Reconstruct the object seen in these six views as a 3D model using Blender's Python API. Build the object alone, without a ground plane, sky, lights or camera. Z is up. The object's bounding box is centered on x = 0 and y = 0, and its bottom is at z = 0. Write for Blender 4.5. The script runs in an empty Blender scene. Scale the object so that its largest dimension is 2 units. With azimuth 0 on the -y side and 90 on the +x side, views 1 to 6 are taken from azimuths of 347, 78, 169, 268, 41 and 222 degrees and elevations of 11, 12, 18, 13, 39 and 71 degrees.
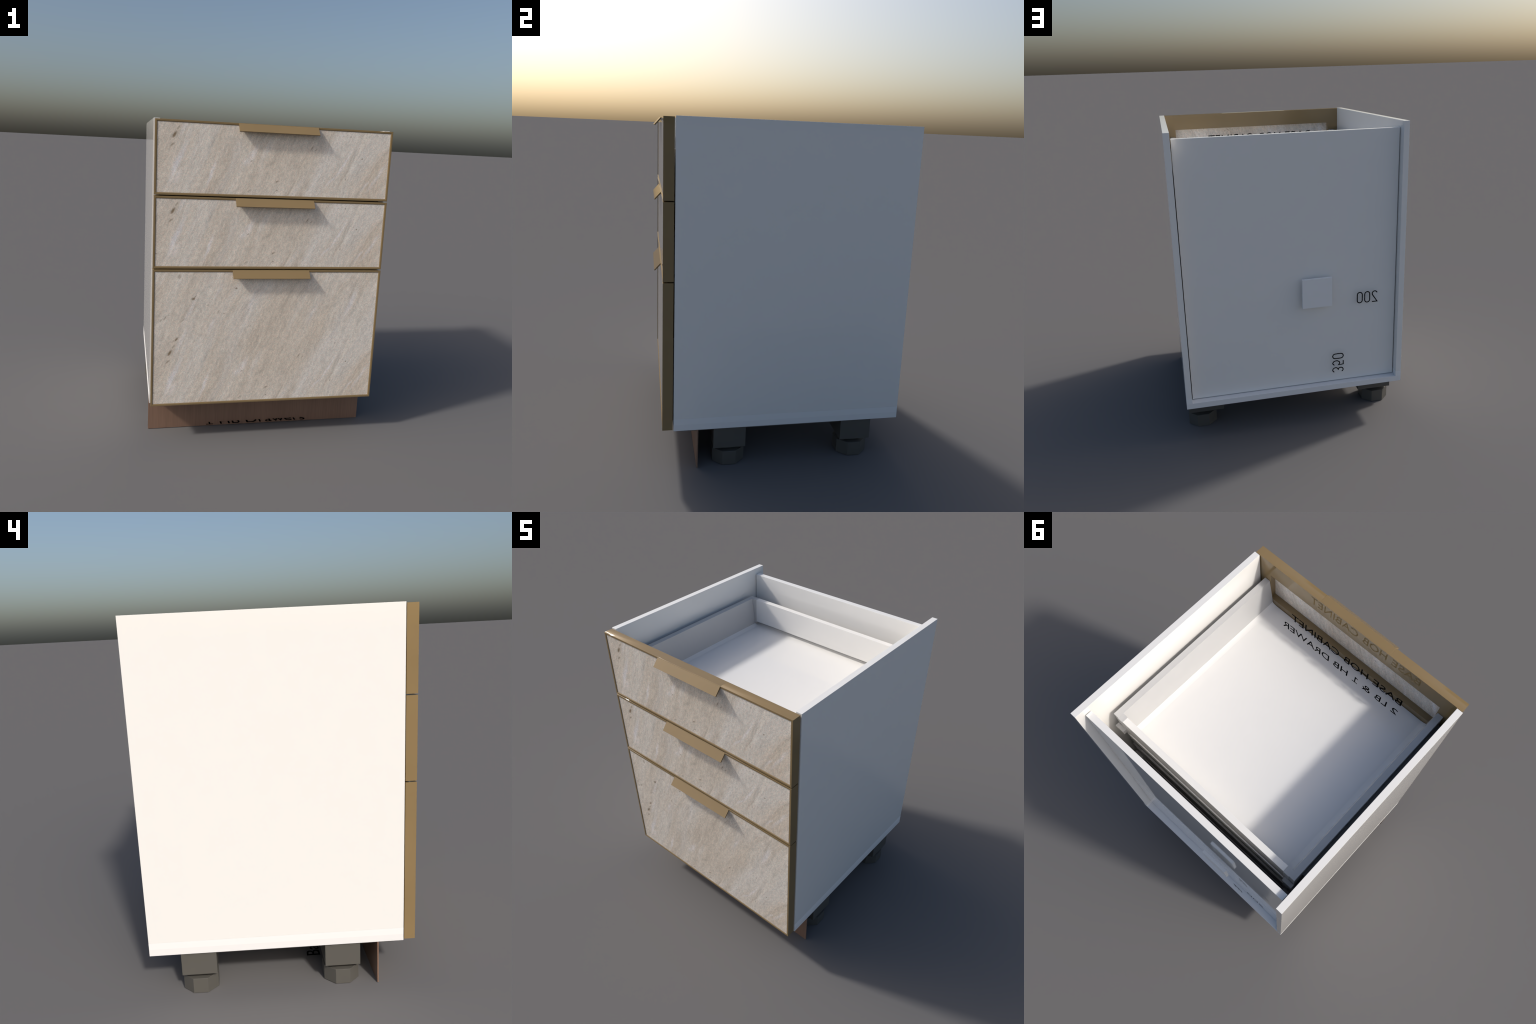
"""Kitchen base unit with three stone-faced drawers, built in millimetres.

All sizes below are millimetres of the real unit (820 high); mm() scales them
to the 2 m frame.  x = width, -y = front, z = up.
"""
import bpy
import bmesh
import math
from mathutils import Vector

S = 2.0 / 820.0


def mm(*v):
    return tuple(c * S for c in v)


# ------------------------------------------------------------------ materials
def new_material(name):
    m = bpy.data.materials.new(name)
    m.use_nodes = True
    nt = m.node_tree
    bsdf = nt.nodes["Principled BSDF"]
    return m, nt, bsdf


def plain(name, colour, rough=0.3, spec=0.5, mottle=0.03, scale=9.0):
    """Even paint with a barely visible cloudiness."""
    m, nt, bsdf = new_material(name)
    tc = nt.nodes.new("ShaderNodeTexCoord")
    nz = nt.nodes.new("ShaderNodeTexNoise")
    nz.inputs["Scale"].default_value = scale
    nz.inputs["Detail"].default_value = 3.0
    ramp = nt.nodes.new("ShaderNodeValToRGB")
    lo = [c * (1.0 - mottle) for c in colour]
    hi = [min(1.0, c * (1.0 + mottle)) for c in colour]
    ramp.color_ramp.elements[0].position = 0.3
    ramp.color_ramp.elements[1].position = 0.7
    ramp.color_ramp.elements[0].color = (*lo, 1)
    ramp.color_ramp.elements[1].color = (*hi, 1)
    nt.links.new(tc.outputs["Object"], nz.inputs["Vector"])
    nt.links.new(nz.outputs["Fac"], ramp.inputs["Fac"])
    nt.links.new(ramp.outputs["Color"], bsdf.inputs["Base Color"])
    bsdf.inputs["Roughness"].default_value = rough
    bsdf.inputs["Specular IOR Level"].default_value = spec
    return m


class Graph:
    """Small helper to write node maths as expressions."""

    def __init__(self, nt):
        self.nt = nt

    def put(self, node, socket, value):
        if isinstance(value, (int, float, tuple, list)):
            node.inputs[socket].default_value = value
        else:
            self.nt.links.new(value, node.inputs[socket])

    def math(self, op, a, b=0.0, c=0.0, clamp=False):
        n = self.nt.nodes.new("ShaderNodeMath")
        n.operation = op
        n.use_clamp = clamp
        self.put(n, 0, a)
        self.put(n, 1, b)
        self.put(n, 2, c)
        return n.outputs[0]

    def step(self, v, lo, hi, to_lo=0.0, to_hi=1.0):
        n = self.nt.nodes.new("ShaderNodeMapRange")
        n.interpolation_type = "SMOOTHSTEP"
        self.put(n, 0, v)
        for i, x in enumerate((lo, hi, to_lo, to_hi)):
            n.inputs[i + 1].default_value = x
        return n.outputs[0]

    def noise(self, vec, scale, detail=4.0, rough=0.55, distortion=0.0):
        n = self.nt.nodes.new("ShaderNodeTexNoise")
        self.put(n, "Vector", vec)
        n.inputs["Scale"].default_value = scale
        n.inputs["Detail"].default_value = detail
        n.inputs["Roughness"].default_value = rough
        n.inputs["Distortion"].default_value = distortion
        return n.outputs["Fac"]

    def mapping(self, vec, loc=(0, 0, 0), rot=(0, 0, 0), scale=(1, 1, 1), kind="POINT"):
        n = self.nt.nodes.new("ShaderNodeMapping")
        n.vector_type = kind
        self.put(n, "Vector", vec)
        n.inputs["Location"].default_value = loc
        n.inputs["Rotation"].default_value = rot
        n.inputs["Scale"].default_value = scale
        return n.outputs[0]

    def mix(self, fac, a, b, blend="MIX"):
        n = self.nt.nodes.new("ShaderNodeMix")
        n.data_type = "RGBA"
        n.blend_type = blend
        self.put(n, 0, fac)
        self.put(n, 6, a)
        self.put(n, 7, b)
        return n.outputs[2]


def stone_material():
    """Split-face sandstone: slanted sedimentary streaks, pale veins, pits, grain."""
    m, nt, bsdf = new_material("split_sandstone")
    g = Graph(nt)
    tc = nt.nodes.new("ShaderNodeTexCoord")
    obj = tc.outputs["Object"]

    def warped(scale, amount):
        n = nt.nodes.new("ShaderNodeTexNoise")
        g.put(n, "Vector", obj)
        n.inputs["Scale"].default_value = scale
        n.inputs["Detail"].default_value = 3.0
        c = nt.nodes.new("ShaderNodeVectorMath")
        c.operation = "SUBTRACT"
        g.put(c, 0, n.outputs["Color"])
        c.inputs[1].default_value = (0.5, 0.5, 0.5)
        w = nt.nodes.new("ShaderNodeVectorMath")
        w.operation = "MULTIPLY_ADD"
        g.put(w, 0, c.outputs[0])
        w.inputs[1].default_value = (amount, 0.0, amount)
        g.put(w, 2, obj)
        return w.outputs[0]

    # the beds rise to the right at about 66 degrees; local z runs along them
    beds = g.mapping(warped(1.8, 0.16), rot=(0, math.radians(-22), 0))
    long_ = g.mapping(beds, scale=(1.0, 1.0, 0.13))
    mid_ = g.mapping(beds, scale=(1.0, 1.0, 0.17))
    short_ = g.mapping(beds, scale=(1.0, 1.0, 0.45))

    broad = g.noise(long_, 4.5, 3.0, 0.55)
    soft = g.noise(obj, 2.6, 3.0, 0.5)
    base = g.mix(g.step(broad, 0.36, 0.64), (0.690, 0.605, 0.510, 1), (0.765, 0.705, 0.630, 1))
    base = g.mix(g.math("MULTIPLY", g.step(soft, 0.46, 0.70), 0.40), base, (0.700, 0.590, 0.480, 1))

    def ellipses(items, vec, inner):
        total = None
        for x, z, length, width, angle, strength in items:
            local = g.mapping(vec, loc=mm(x, 0, z), rot=(0, -math.radians(angle), 0),
                              scale=(length * S, 1000.0, width * S), kind="TEXTURE")
            d = nt.nodes.new("ShaderNodeVectorMath")
            d.operation = "LENGTH"
            g.put(d, 0, local)
            spot = g.step(d.outputs["Value"], inner, 1.0, strength, 0.0)
            total = spot if total is None else g.math("MAXIMUM", total, spot)
        return total

    # pale lavender-grey veins: centre x, z, half length, half width (mm), angle, strength
    veins = [(-242, 70, 78, 11, 69, 0.95), (-226, 165, 60, 8, 66, 0.55), (-205, 245, 80, 9, 68, 0.45),
             (-162, 48, 48, 6, 73, 0.70), (-245, 40, 30, 14, 60, 0.6), (-64, 96, 34, 12, 66, 0.60),
             (-75, 80, 22, 11, 30, 0.50), (140, 38, 34, 5, 50, 0.85), (172, 82, 60, 5, 60, 0.75),
             (262, 52, 62, 7, 55, 0.60), (232, 30, 30, 4, 52, 0.60), (205, 120, 30, 4, 62, 0.5),
             (-48, 268, 44, 8, 66, 0.70), (-148, 205, 40, 9, 62, 0.50), (222, 262, 62, 12, 70, 0.75),
             (-132, 300, 40, 7, 66, 0.55), (120, 240, 46, 5, 62, 0.45), (168, 160, 70, 6, 62, 0.45)]
    vein = ellipses(veins, warped(9.0, 0.035), 0.1)
    vein = g.math("MULTIPLY", vein, g.step(g.noise(mid_, 26.0, 3.0, 0.6), 0.30, 0.58, 0.45, 1.0))
    base = g.mix(vein, base, (0.860, 0.815, 0.805, 1))
    # thinner random pale and dark bedding lines
    pale = g.step(g.noise(mid_, 17.0, 3.0, 0.6), 0.56, 0.74, 0.0, 0.45)
    base = g.mix(pale, base, (0.830, 0.780, 0.725, 1))
    dark = g.step(g.noise(mid_, 24.0, 4.0, 0.65, 0.4), 0.53, 0.76, 0.0, 0.46)
    base = g.mix(dark, base, (0.430, 0.358, 0.290, 1))
    # soft grey bands and long hair-fine bedding lines
    band = g.step(g.noise(long_, 7.5, 2.0, 0.45), 0.50, 0.66, 0.0, 0.32)
    base = g.mix(band, base, (0.745, 0.715, 0.685, 1))
    hair = g.noise(long_, 44.0, 5.0, 0.68)
    base = g.mix(1.0, base, g.grey(g.step(hair, 0.32, 0.68, 0.93, 1.06)), "MULTIPLY")
    # brushed medium relief and sandy grain
    tint = g.noise(obj, 95.0, 2.0, 0.6)
    base = g.mix(1.0, base, g.mix(g.step(tint, 0.40, 0.60), (1.03, 0.992, 0.975, 1), (0.985, 1.008, 1.005, 1)), "MULTIPLY")
    brush = g.noise(short_, 80.0, 4.0, 0.7)
    grain = g.noise(g.mapping(beds, scale=(1.0, 1.0, 0.75)), 205.0, 3.0, 0.85)
    base = g.mix(1.0, base, g.grey(g.step(brush, 0.30, 0.70, 0.88, 1.10)), "MULTIPLY")
    base = g.mix(1.0, base, g.grey(g.step(grain, 0.30, 0.70, 0.90, 1.27)), "MULTIPLY")
    # scattered small pits
    vo = nt.nodes.new("ShaderNodeTexVoronoi")
    g.put(vo, "Vector", g.mapping(beds, scale=(1.0, 1.0, 0.7)))
    vo.inputs["Scale"].default_value = 15.0
    keep = g.step(g.math("FRACT", g.math("MULTIPLY", g.noise(vo.outputs["Position"], 30.0, 0.0), 37.0)),
                  0.88, 0.91)
    pit = g.math("MULTIPLY", g.step(vo.outputs["Distance"], 0.03, 0.085, 1.0, 0.0), keep)
    base = g.mix(g.math("MULTIPLY", pit, 0.55), base, (0.200, 0.165, 0.130, 1))
    # larger rusty scars, same layout as the veins
    scars = [(-252, 136, 12, 6, 55, 0.95), (-258, 112, 14, 3, 35, 0.6), (-244, 152, 9, 3, 50, 0.5),
             (-271, 224, 11, 4, 40, 0.9), (-262, 232, 10, 3, 40, 0.6), (-238, 170, 13, 4, 45, 0.95),
             (-219, 222, 14, 3, 42, 0.6), (-196, 276, 7, 5, 30, 0.9), (-193, 282, 6, 2, 40, 0.7),
             (-160, 260, 6, 3, 50, 0.7), (-117, 237, 6, 3, -10, 0.9), (-132, 242, 8, 3, 60, 0.5),
             (-88, 303, 4, 3, 40, 0.9), (-55, 246, 3, 2, 20, 0.8), (-232, 332, 9, 6, 70, 0.55),
             (-50, 202, 8, 2, 10, 0.5), (85, 118, 9, 3, 45, 0.7), (220, 98, 3, 3, 0, 0.8),
             (2, 34, 9, 3, 25, 0.7), (-68, 10, 7, 2, 45, 0.7), (1, 12, 5, 2, 10, 0.7),
             (-66, 82, 5, 2, 35, 0.7), (97, 116, 8, 2, 45, 0.5), (-290, 30, 4, 2, 5, 0.8)]
    scar = ellipses(scars, warped(26.0, 0.016), 0.25)
    ragged = g.step(g.noise(mid_, 80.0, 3.0, 0.7), 0.34, 0.56)
    base = g.mix(g.math("MULTIPLY", g.math("MULTIPLY", scar, ragged), 1.0), base, (0.260, 0.190, 0.120, 1))
    nt.links.new(base, bsdf.inputs["Base Color"])
    bsdf.inputs["Roughness"].default_value = 0.05
    return m


def _grey(self, v):
    n = self.nt.nodes.new("ShaderNodeCombineColor")
    for i in range(3):
        self.put(n, i, v)
    return n.outputs[0]


Graph.grey = _grey


def wood_material():
    """Stained plinth veneer with fine upright grain."""
    m, nt, bsdf = new_material("stained_veneer")
    g = Graph(nt)
    tc = nt.nodes.new("ShaderNodeTexCoord")
    obj = tc.outputs["Object"]
    lines = g.noise(g.mapping(obj, scale=(1.0, 1.0, 0.03)), 130.0, 4.0, 0.7)
    broad = g.noise(g.mapping(obj, scale=(1.0, 1.0, 0.2)), 8.0, 3.0, 0.5)
    c = g.mix(g.step(broad, 0.3, 0.7), (0.236, 0.143, 0.099, 1), (0.262, 0.160, 0.111, 1))
    c = g.mix(1.0, c, g.grey(g.step(lines, 0.3, 0.7, 0.90, 1.09)), "MULTIPLY")
    nt.links.new(c, bsdf.inputs["Base Color"])
    bsdf.inputs["Roughness"].default_value = 0.35
    return m


GLOSS = plain("gloss_white_lacquer", (0.885, 0.875, 0.85), rough=0.035, mottle=0.004)
MATTE = plain("matt_white_edge", (0.90, 0.90, 0.895), rough=0.6, spec=0.2, mottle=0.004)
MATTE_BASE = plain("matt_white_board", (0.86, 0.855, 0.85), rough=0.6, spec=0.2, mottle=0.004)
SILVER = plain("pale_grey_metal_side", (0.54, 0.54, 0.54), rough=0.32, mottle=0.01)
DARK_STEEL = plain("dark_grey_runner", (0.16, 0.16, 0.155), rough=0.4, mottle=0.05)
GOLD = plain("brushed_gold_paint", (0.265, 0.185, 0.088), rough=0.045, mottle=0.03, scale=5.0)
PLASTIC = plain("charcoal_plastic", (0.105, 0.100, 0.088), rough=0.45, mottle=0.02)
INK = plain("black_ink", (0.004, 0.004, 0.004), rough=0.8, spec=0.0, mottle=0.0)
STONE = stone_material()
VENEER = wood_material()


# ------------------------------------------------------------------ geometry
def finish(name, bm, mat, parent, origin=(0, 0, 0)):
    me = bpy.data.meshes.new(name)
    bmesh.ops.recalc_face_normals(bm, faces=bm.faces)
    bm.to_mesh(me)
    bm.free()
    me.materials.append(mat)
    ob = bpy.data.objects.new(name, me)
    bpy.context.scene.collection.objects.link(ob)
    ob.location = origin
    if parent is not None:
        ob.parent = parent
    return ob


def soften(bm, width):
    if width > 0:
        bmesh.ops.bevel(bm, geom=list(bm.edges), offset=width * S, segments=2,
                        profile=0.5, affect="EDGES", clamp_overlap=True)


def box(name, x, y, z, mat, parent, edge=0.4, origin=(0, 0, 0)):
    """Board given by its (from, to) ranges in millimetres."""
    bm = bmesh.new()
    bmesh.ops.create_cube(bm, size=1.0)
    ox, oy, oz = origin
    for v in bm.verts:
        v.co = Vector(mm(x[0] + (v.co.x + 0.5) * (x[1] - x[0]) - ox,
                         y[0] + (v.co.y + 0.5) * (y[1] - y[0]) - oy,
                         z[0] + (v.co.z + 0.5) * (z[1] - z[0]) - oz))
    soften(bm, edge)
    return finish(name, bm, mat, parent, mm(*origin))


def prism(name, profile, axis, span, mat, parent, edge=0.3, origin=(0, 0, 0), smooth=0):
    """Extrude a closed 2D profile (mm) along axis 'x', 'y' or 'z'."""
    bm = bmesh.new()
    rings = []
    for t in span:
        ring = []
        for a, b in profile:
            p = {"x": (t, a, b), "y": (a, t, b), "z": (a, b, t)}[axis]
            ring.append(bm.verts.new(mm(*p)))
        rings.append(ring)
    n = len(profile)
    bm.faces.new(rings[0])
    bm.faces.new(rings[1])
    for i in range(n):
        j = (i + 1) % n
        bm.faces.new((rings[0][i], rings[0][j], rings[1][j], rings[1][i]))
    soften(bm, edge)
    ob = finish(name, bm, mat, parent, mm(*origin))
    if smooth:
        for p in ob.data.polygons:
            p.use_smooth = True
        ob.data.set_sharp_from_angle(angle=math.radians(smooth))
    return ob


def octagon(flat_radius):
    r = flat_radius / math.cos(math.pi / 8)
    return [(r * math.cos(math.pi / 8 + k * math.pi / 4),
             r * math.sin(math.pi / 8 + k * math.pi / 4)) for k in range(8)]


def frame_ring(name, x, z, y_front, y_back, mat, parent):
    """Picture-frame moulding: lip and chamfered rebate in front, wide flange behind."""
    # nested rectangles: (inset from outer edge, y)
    loops = [(0.0, y_front + 0.3), (0.3, y_front), (4.2, y_front), (5.8, y_front + 1.5),
             (5.8, -276.2), (45.0, -276.2), (45.0, y_back), (0.0, y_back)]
    bm = bmesh.new()
    rings = []
    for inset, y in loops:
        rings.append([bm.verts.new(mm(px, y, pz)) for px, pz in (
            (x[0] + inset, z[0] + inset), (x[1] - inset, z[0] + inset),
            (x[1] - inset, z[1] - inset), (x[0] + inset, z[1] - inset))])
    for k in range(len(rings)):
        a, b = rings[k], rings[(k + 1) % len(rings)]
        for i in range(4):
            j = (i + 1) % 4
            if k == len(rings) - 1 and i == 2:
                continue                       # top face is added below
            bm.faces.new((a[i], a[j], b[j], b[i]))
    stops = (x[0], -100.0, 100.0, x[1])
    front = [bm.verts.new(mm(px, y_front + 0.3, z[1])) for px in stops]
    rear = [bm.verts.new(mm(px, y_back, z[1])) for px in stops]
    for i in range(3):
        bm.faces.new((front[i], front[i + 1], rear[i + 1], rear[i]))
    ob = finish(name, bm, mat, parent)
    # top stays flat; normals bent at two corners to draw the sun glint
    me = ob.data
    glint_normal = Vector((0.0, -0.64, 0.77))
    normals = []
    for p in me.polygons:
        for li in p.loop_indices:
            co = me.vertices[me.loops[li].vertex_index].co / S
            n = p.normal.copy()
            if n.z > 0.99 and abs(co.z - z[1]) < 0.01 and abs(co.y - y_front) < 0.5 \
                    and min(abs(co.x - stops[0]), abs(co.x - stops[2])) < 0.5:
                n = glint_normal
            normals.append(n)
    for p in me.polygons:
        p.use_smooth = True
    me.normals_split_custom_set(normals)
    return ob


def text_mesh(body, offset=0.004):
    cu = bpy.data.curves.new("text", "FONT")
    cu.body = body
    cu.offset = offset
    cu.resolution_u = 4
    ob = bpy.data.objects.new("text", cu)
    bpy.context.scene.collection.objects.link(ob)
    dg = bpy.context.evaluated_depsgraph_get()
    me = bpy.data.meshes.new_from_object(ob.evaluated_get(dg))
    bpy.data.objects.remove(ob)
    bpy.data.curves.remove(cu)
    return me


def capital_height():
    me = text_mesh("H", 0.0)
    h = max(v.co.y for v in me.vertices)
    bpy.data.meshes.remove(me)
    return h


def lettering(name, words, mat, parent, cap, base, plane, thick=0.4, weight=0.0):
    """Words fitted to (left, right) ends and cap height; plane maps (u, v, out) to space."""
    ky = cap / capital_height()
    bm = bmesh.new()
    for body, left, right in words:
        if body == "1":
            # numeral one with a foot serif and a flag, as in wide screen fonts
            mid, w, h = (left + right) / 2, cap * 0.06, cap
            parts = [((left, 0), (right, 0), (right, cap * 0.1), (left, cap * 0.1)),
                     ((mid - w, cap * 0.1), (mid + w, cap * 0.1), (mid + w, h), (mid - w, h)),
                     ((left, h * 0.80), (mid - w, h * 0.84), (mid - w, h), (left, h * 0.88))]
            for quad in parts:
                bm.faces.new([bm.verts.new(mm(*plane(u, base + v, 0.0))) for u, v in quad])
            continue
        me = text_mesh(body, weight)
        part = bmesh.new()
        part.from_mesh(me)
        bpy.data.meshes.remove(me)
        bmesh.ops.remove_doubles(part, verts=part.verts, dist=1e-5)
        xs = [v.co.x for v in part.verts]
        x0, kx = min(xs), (right - left) / (max(xs) - min(xs))
        for v in part.verts:
            v.co = Vector(mm(*plane(left + (v.co.x - x0) * kx, base + v.co.y * ky, 0.0)))
        tmp = bpy.data.meshes.new("word")
        part.to_mesh(tmp)
        part.free()
        bm.from_mesh(tmp)
        bpy.data.meshes.remove(tmp)
    top = bmesh.ops.extrude_face_region(bm, geom=list(bm.faces))
    shift = Vector(mm(*plane(0, 0, thick))) - Vector(mm(*plane(0, 0, 0.0)))
    bmesh.ops.translate(bm, verts=[e for e in top["geom"] if isinstance(e, bmesh.types.BMVert)], vec=shift)
    return finish(name, bm, mat, parent)


def arc(cx, cy, rx, ry, a0, a1, n=8):
    return [(cx + rx * math.cos(math.radians(a0 + (a1 - a0) * i / n)),
             cy + ry * math.sin(math.radians(a0 + (a1 - a0) * i / n))) for i in range(n + 1)]


# single-stroke drafting digits on a 16 x 30 body
DIGITS = {
    "0": arc(7, 23, 7, 7, 0, 180) + arc(7, 7, 7, 7, 180, 360) + [(14, 23)],
    "2": arc(7, 23, 7, 7, 165, -35) + [(0, 0), (14.5, 0)],
    "3": arc(7, 22.8, 6.6, 7.2, 155, -70) + [(6, 16)] + arc(7, 8, 7, 8, 75, -155),
    "5": [(13.5, 30), (2, 30), (1, 16.5)] + arc(7, 10, 7, 10, 120, -150),
}


def drafting_number(name, digits, mat, parent, plane, stroke=2.8, pitch=21.0):
    """Ribbon strokes swept along each digit's centre line."""
    bm = bmesh.new()
    h = stroke / 2
    for k, d in enumerate(digits):
        pts = [Vector((x + k * pitch, y)) for x, y in DIGITS[d]]
        pts = [p for i, p in enumerate(pts) if i == 0 or (p - pts[i - 1]).length > 0.05]
        closed = (pts[0] - pts[-1]).length < 0.2
        if closed:
            pts = pts[:-1]
        n = len(pts)
        rows = []
        for i, p in enumerate(pts):
            a = pts[(i - 1) % n] if closed or i > 0 else p
            b = pts[(i + 1) % n] if closed or i < n - 1 else p
            d1 = (p - a).normalized() if a != p else (b - p).normalized()
            d2 = (b - p).normalized() if b != p else d1
            t = (d1 + d2)
            t = t.normalized() if t.length > 0.2 else d2
            nrm = Vector((-t.y, t.x)) * h / max(0.5, t.dot(d2))
            rows.append([bm.verts.new(mm(*plane(q.x, q.y, e)))
                         for q, e in ((p + nrm, 0), (p - nrm, 0), (p - nrm, 0.2), (p + nrm, 0.2))])
        last = n if closed else n - 1
        for i in range(last):
            a, b = rows[i], rows[(i + 1) % n]
            for j in range(4):
                bm.faces.new((a[j], a[(j + 1) % 4], b[(j + 1) % 4], b[j]))
        if not closed:
            bm.faces.new(rows[0])
            bm.faces.new(rows[-1])
    return finish(name, bm, mat, parent)


# ------------------------------------------------------------------ the unit
cabinet = bpy.data.objects.new("drawer_cabinet", None)
bpy.context.scene.collection.objects.link(cabinet)
cabinet["label"] = "white kitchen base cabinet with three gold-framed stone drawer fronts"
cabinet["category"] = "kitchen cabinet"

CARCASS_Y = (-258.0, 300.0)

for side in (-1, 1):
    xs = sorted((side * 285.0, side * 300.0))
    box("side_panel", xs, CARCASS_Y, (130.0, 820.0), GLOSS, cabinet, edge=0.3)
    box("edge_strip", xs, CARCASS_Y, (115.0, 130.0), MATTE, cabinet, edge=0.0)
box("base_panel", (-300, 300), CARCASS_Y, (100.0, 115.0), MATTE_BASE, cabinet, edge=0.0)
box("back_panel", (-282.5, 282.5), (265.0, 280.0), (117.0, 803.0), GLOSS, cabinet, edge=0.3)
box("wall_plate", (-100, -20), (291.0, 299.0), (350.0, 430.0), MATTE, cabinet, edge=0.4)

for z in (460.0, 640.0):
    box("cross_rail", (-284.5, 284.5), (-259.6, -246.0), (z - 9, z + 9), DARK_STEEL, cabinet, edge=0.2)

# plinth board
box("plinth_board", (-300, 300), (-203.0, -200.0), (0.0, 99.5), VENEER, cabinet, edge=0.2)

# legs: clip block under the base and an octagonal screw foot
for sx in (-1, 1):
    for cy in (-124.0, 194.3):
        leg = box("leg", sorted((sx * 197.5, sx * 295.0)), (cy - 39, cy + 39), (45.0, 99.6), PLASTIC, cabinet, edge=0.8)
        prism("foot", [(sx * 256.5 + a, cy + b) for a, b in octagon(39.0)], "z", (0.0, 35.0), PLASTIC, leg, edge=0.5)
        prism("screw_neck", [(sx * 256.5 + a, cy + b) for a, b in octagon(22.0)], "z", (34.0, 46.0), PLASTIC, leg, edge=0.0)
        for off in (-20.0, 20.0):
            xo = sorted((sx * 294.0, sx * 296.5))
            half = [(cy + off + 8 * math.cos(t), 99.4 + 6 * math.sin(t))
                    for t in [math.pi + k * math.pi / 8 for k in range(9)]]
            prism("screw_cap", half, "x", xo, PLASTIC, leg, edge=0.0)


def drawer(z0, z1, back_height):
    """One drawer: stone front in a gold frame, edge-pull, metal sides, floor and back."""
    floor_top = round(z0) + 28.0
    top = floor_top + back_height
    d = box("drawer", (-250.0, 250.0), (-259.0, 232.0), (floor_top - 15, floor_top), GLOSS, cabinet, edge=0.3)
    # front
    frame_ring("drawer_frame", (-298.0, 298.0), (z0, z1), -284.0, -260.2, GOLD, d)
    box("stone_slab", (-292.1, 292.1), (-282.7, -276.3), (z0 + 5.9, z1 - 5.9), STONE, d, edge=0.0,
        origin=(0, -279, round(z0) + 6))
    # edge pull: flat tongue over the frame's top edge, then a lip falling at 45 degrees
    t = 1.6
    zt = z1 + 0.15
    prism("pull_handle", [(-262.0, zt), (-283.2, zt), (-300.0, zt - 18.9), (-297.7, zt - 20.7),
                          (-281.7, zt - 3.2), (-281.7, zt - t), (-262.0, zt - t)],
          "x", (-100.0, 100.0), GOLD, d, edge=0.15)
    # sides: upright outside, inner face leaning inwards to a small foot
    for sx in (-1, 1):
        prof = [(270.5, top), (255.5, top), (246.8, floor_top + 11.0), (246.8, floor_top - 18), (270.5, floor_top - 18)]
        # slim pale band where the side meets the floor
        band_profile = [(246.9, floor_top + 0.2), (246.9, floor_top + 4.0), (242.5, floor_top + 2.2), (238.0, floor_top + 0.9),
                (233.0, floor_top + 0.2)]
        prism("floor_pale_band", [(sx * a, b) for a, b in band_profile], "y", (-259.0, 216.0), GLOSS, d, edge=0.0, smooth=35)
        prism("drawer_side", [(sx * a, b) for a, b in prof], "y", (-259.5, 215.0), SILVER, d, edge=0.0, smooth=25)
        prism("drawer_side", [(sx * a, b) for a, b in ((270.5, top), (255.5, top), (247.5, floor_top + 8),
                                                       (247.5, floor_top - 18), (270.5, floor_top - 18))],
              "y", (215.0, 230.5), SILVER, d, edge=0.0)
        xs = sorted((sx * 241.2, sx * 256.5))
        box("corner_bracket", xs, (215.5, 231.8), (floor_top + 8, top - 0.4), SILVER, d, edge=0.6)
        box("bracket_tab", sorted((sx * 246.0, sx * 272.0)), (231.0, 241.0), (floor_top + 18, floor_top + 31), SILVER, d, edge=0.5)
        box("runner", sorted((sx * 250.0, sx * 281.8)), (-240.0, 228.0), (floor_top - 42, floor_top - 20), DARK_STEEL, d, edge=0.5)
        box("runner_rail", sorted((sx * 270.9, sx * 281.8)), (-255.0, 205.0), (floor_top - 19, floor_top + 46), DARK_STEEL, d, edge=0.5)
    box("drawer_back", (-241.0, 241.0), (216.5, 231.0), (floor_top + 11, top), GLOSS, d, edge=0.3)
    box("back_rail", (-248.0, 248.0), (218.0, 233.5), (floor_top - 34, floor_top - 16), DARK_STEEL, d, edge=0.3)
    return d


drawer(641.5, 818.0, 80.0)
drawer(461.5, 638.5, 80.0)
drawer(102.0, 458.5, 190.0)


# ------------------------------------------------------------------ writing
def upright(y):
    return lambda u, v, e: (u, y - e, v)


def lying(z):
    return lambda u, v, e: (u, v, z + e)


lettering("lettering", [("BASE", -181.5, -97.5), ("HOB", -82.5, -10.5), ("CABINET", 5.0, 152.5)],
          INK, cabinet, 24.3, 729.6, upright(-226.0))
lettering("lettering", [("2", -181.0, -163.0), ("LB", -148.5, -113.5), ("&", -98.5, -74.5), ("1", -60.0, -44.0),
                        ("HB", -28.5, 16.0), ("DRAWER", 30.5, 180.0)],
          INK, cabinet, 24.3, 677.0, upright(-226.0))
lettering("lettering", [("Base Hob Cabinet", -188.0, 181.0)], INK, cabinet, 32.0, -88.0, lying(9.7))
lettering("lettering", [("2 LB &", -70.0, 66.0)], INK, cabinet, 32.0, -152.5, lying(9.7))
lettering("lettering", [("1", -142.8, -123.8), ("HB", -104.0, -48.5), ("Drawers", -30.2, 139.4)],
          INK, cabinet, 32.0, -217.0, lying(9.7))

drafting_number("number_marking", "200", INK, cabinet, lambda u, v, e: (-228.0 + u, 291.0 - e, 346.5 + v))
drafting_number("number_marking", "350", INK, cabinet, lambda u, v, e: (-103.4 - v, 291.0 - e, 147.0 + u))
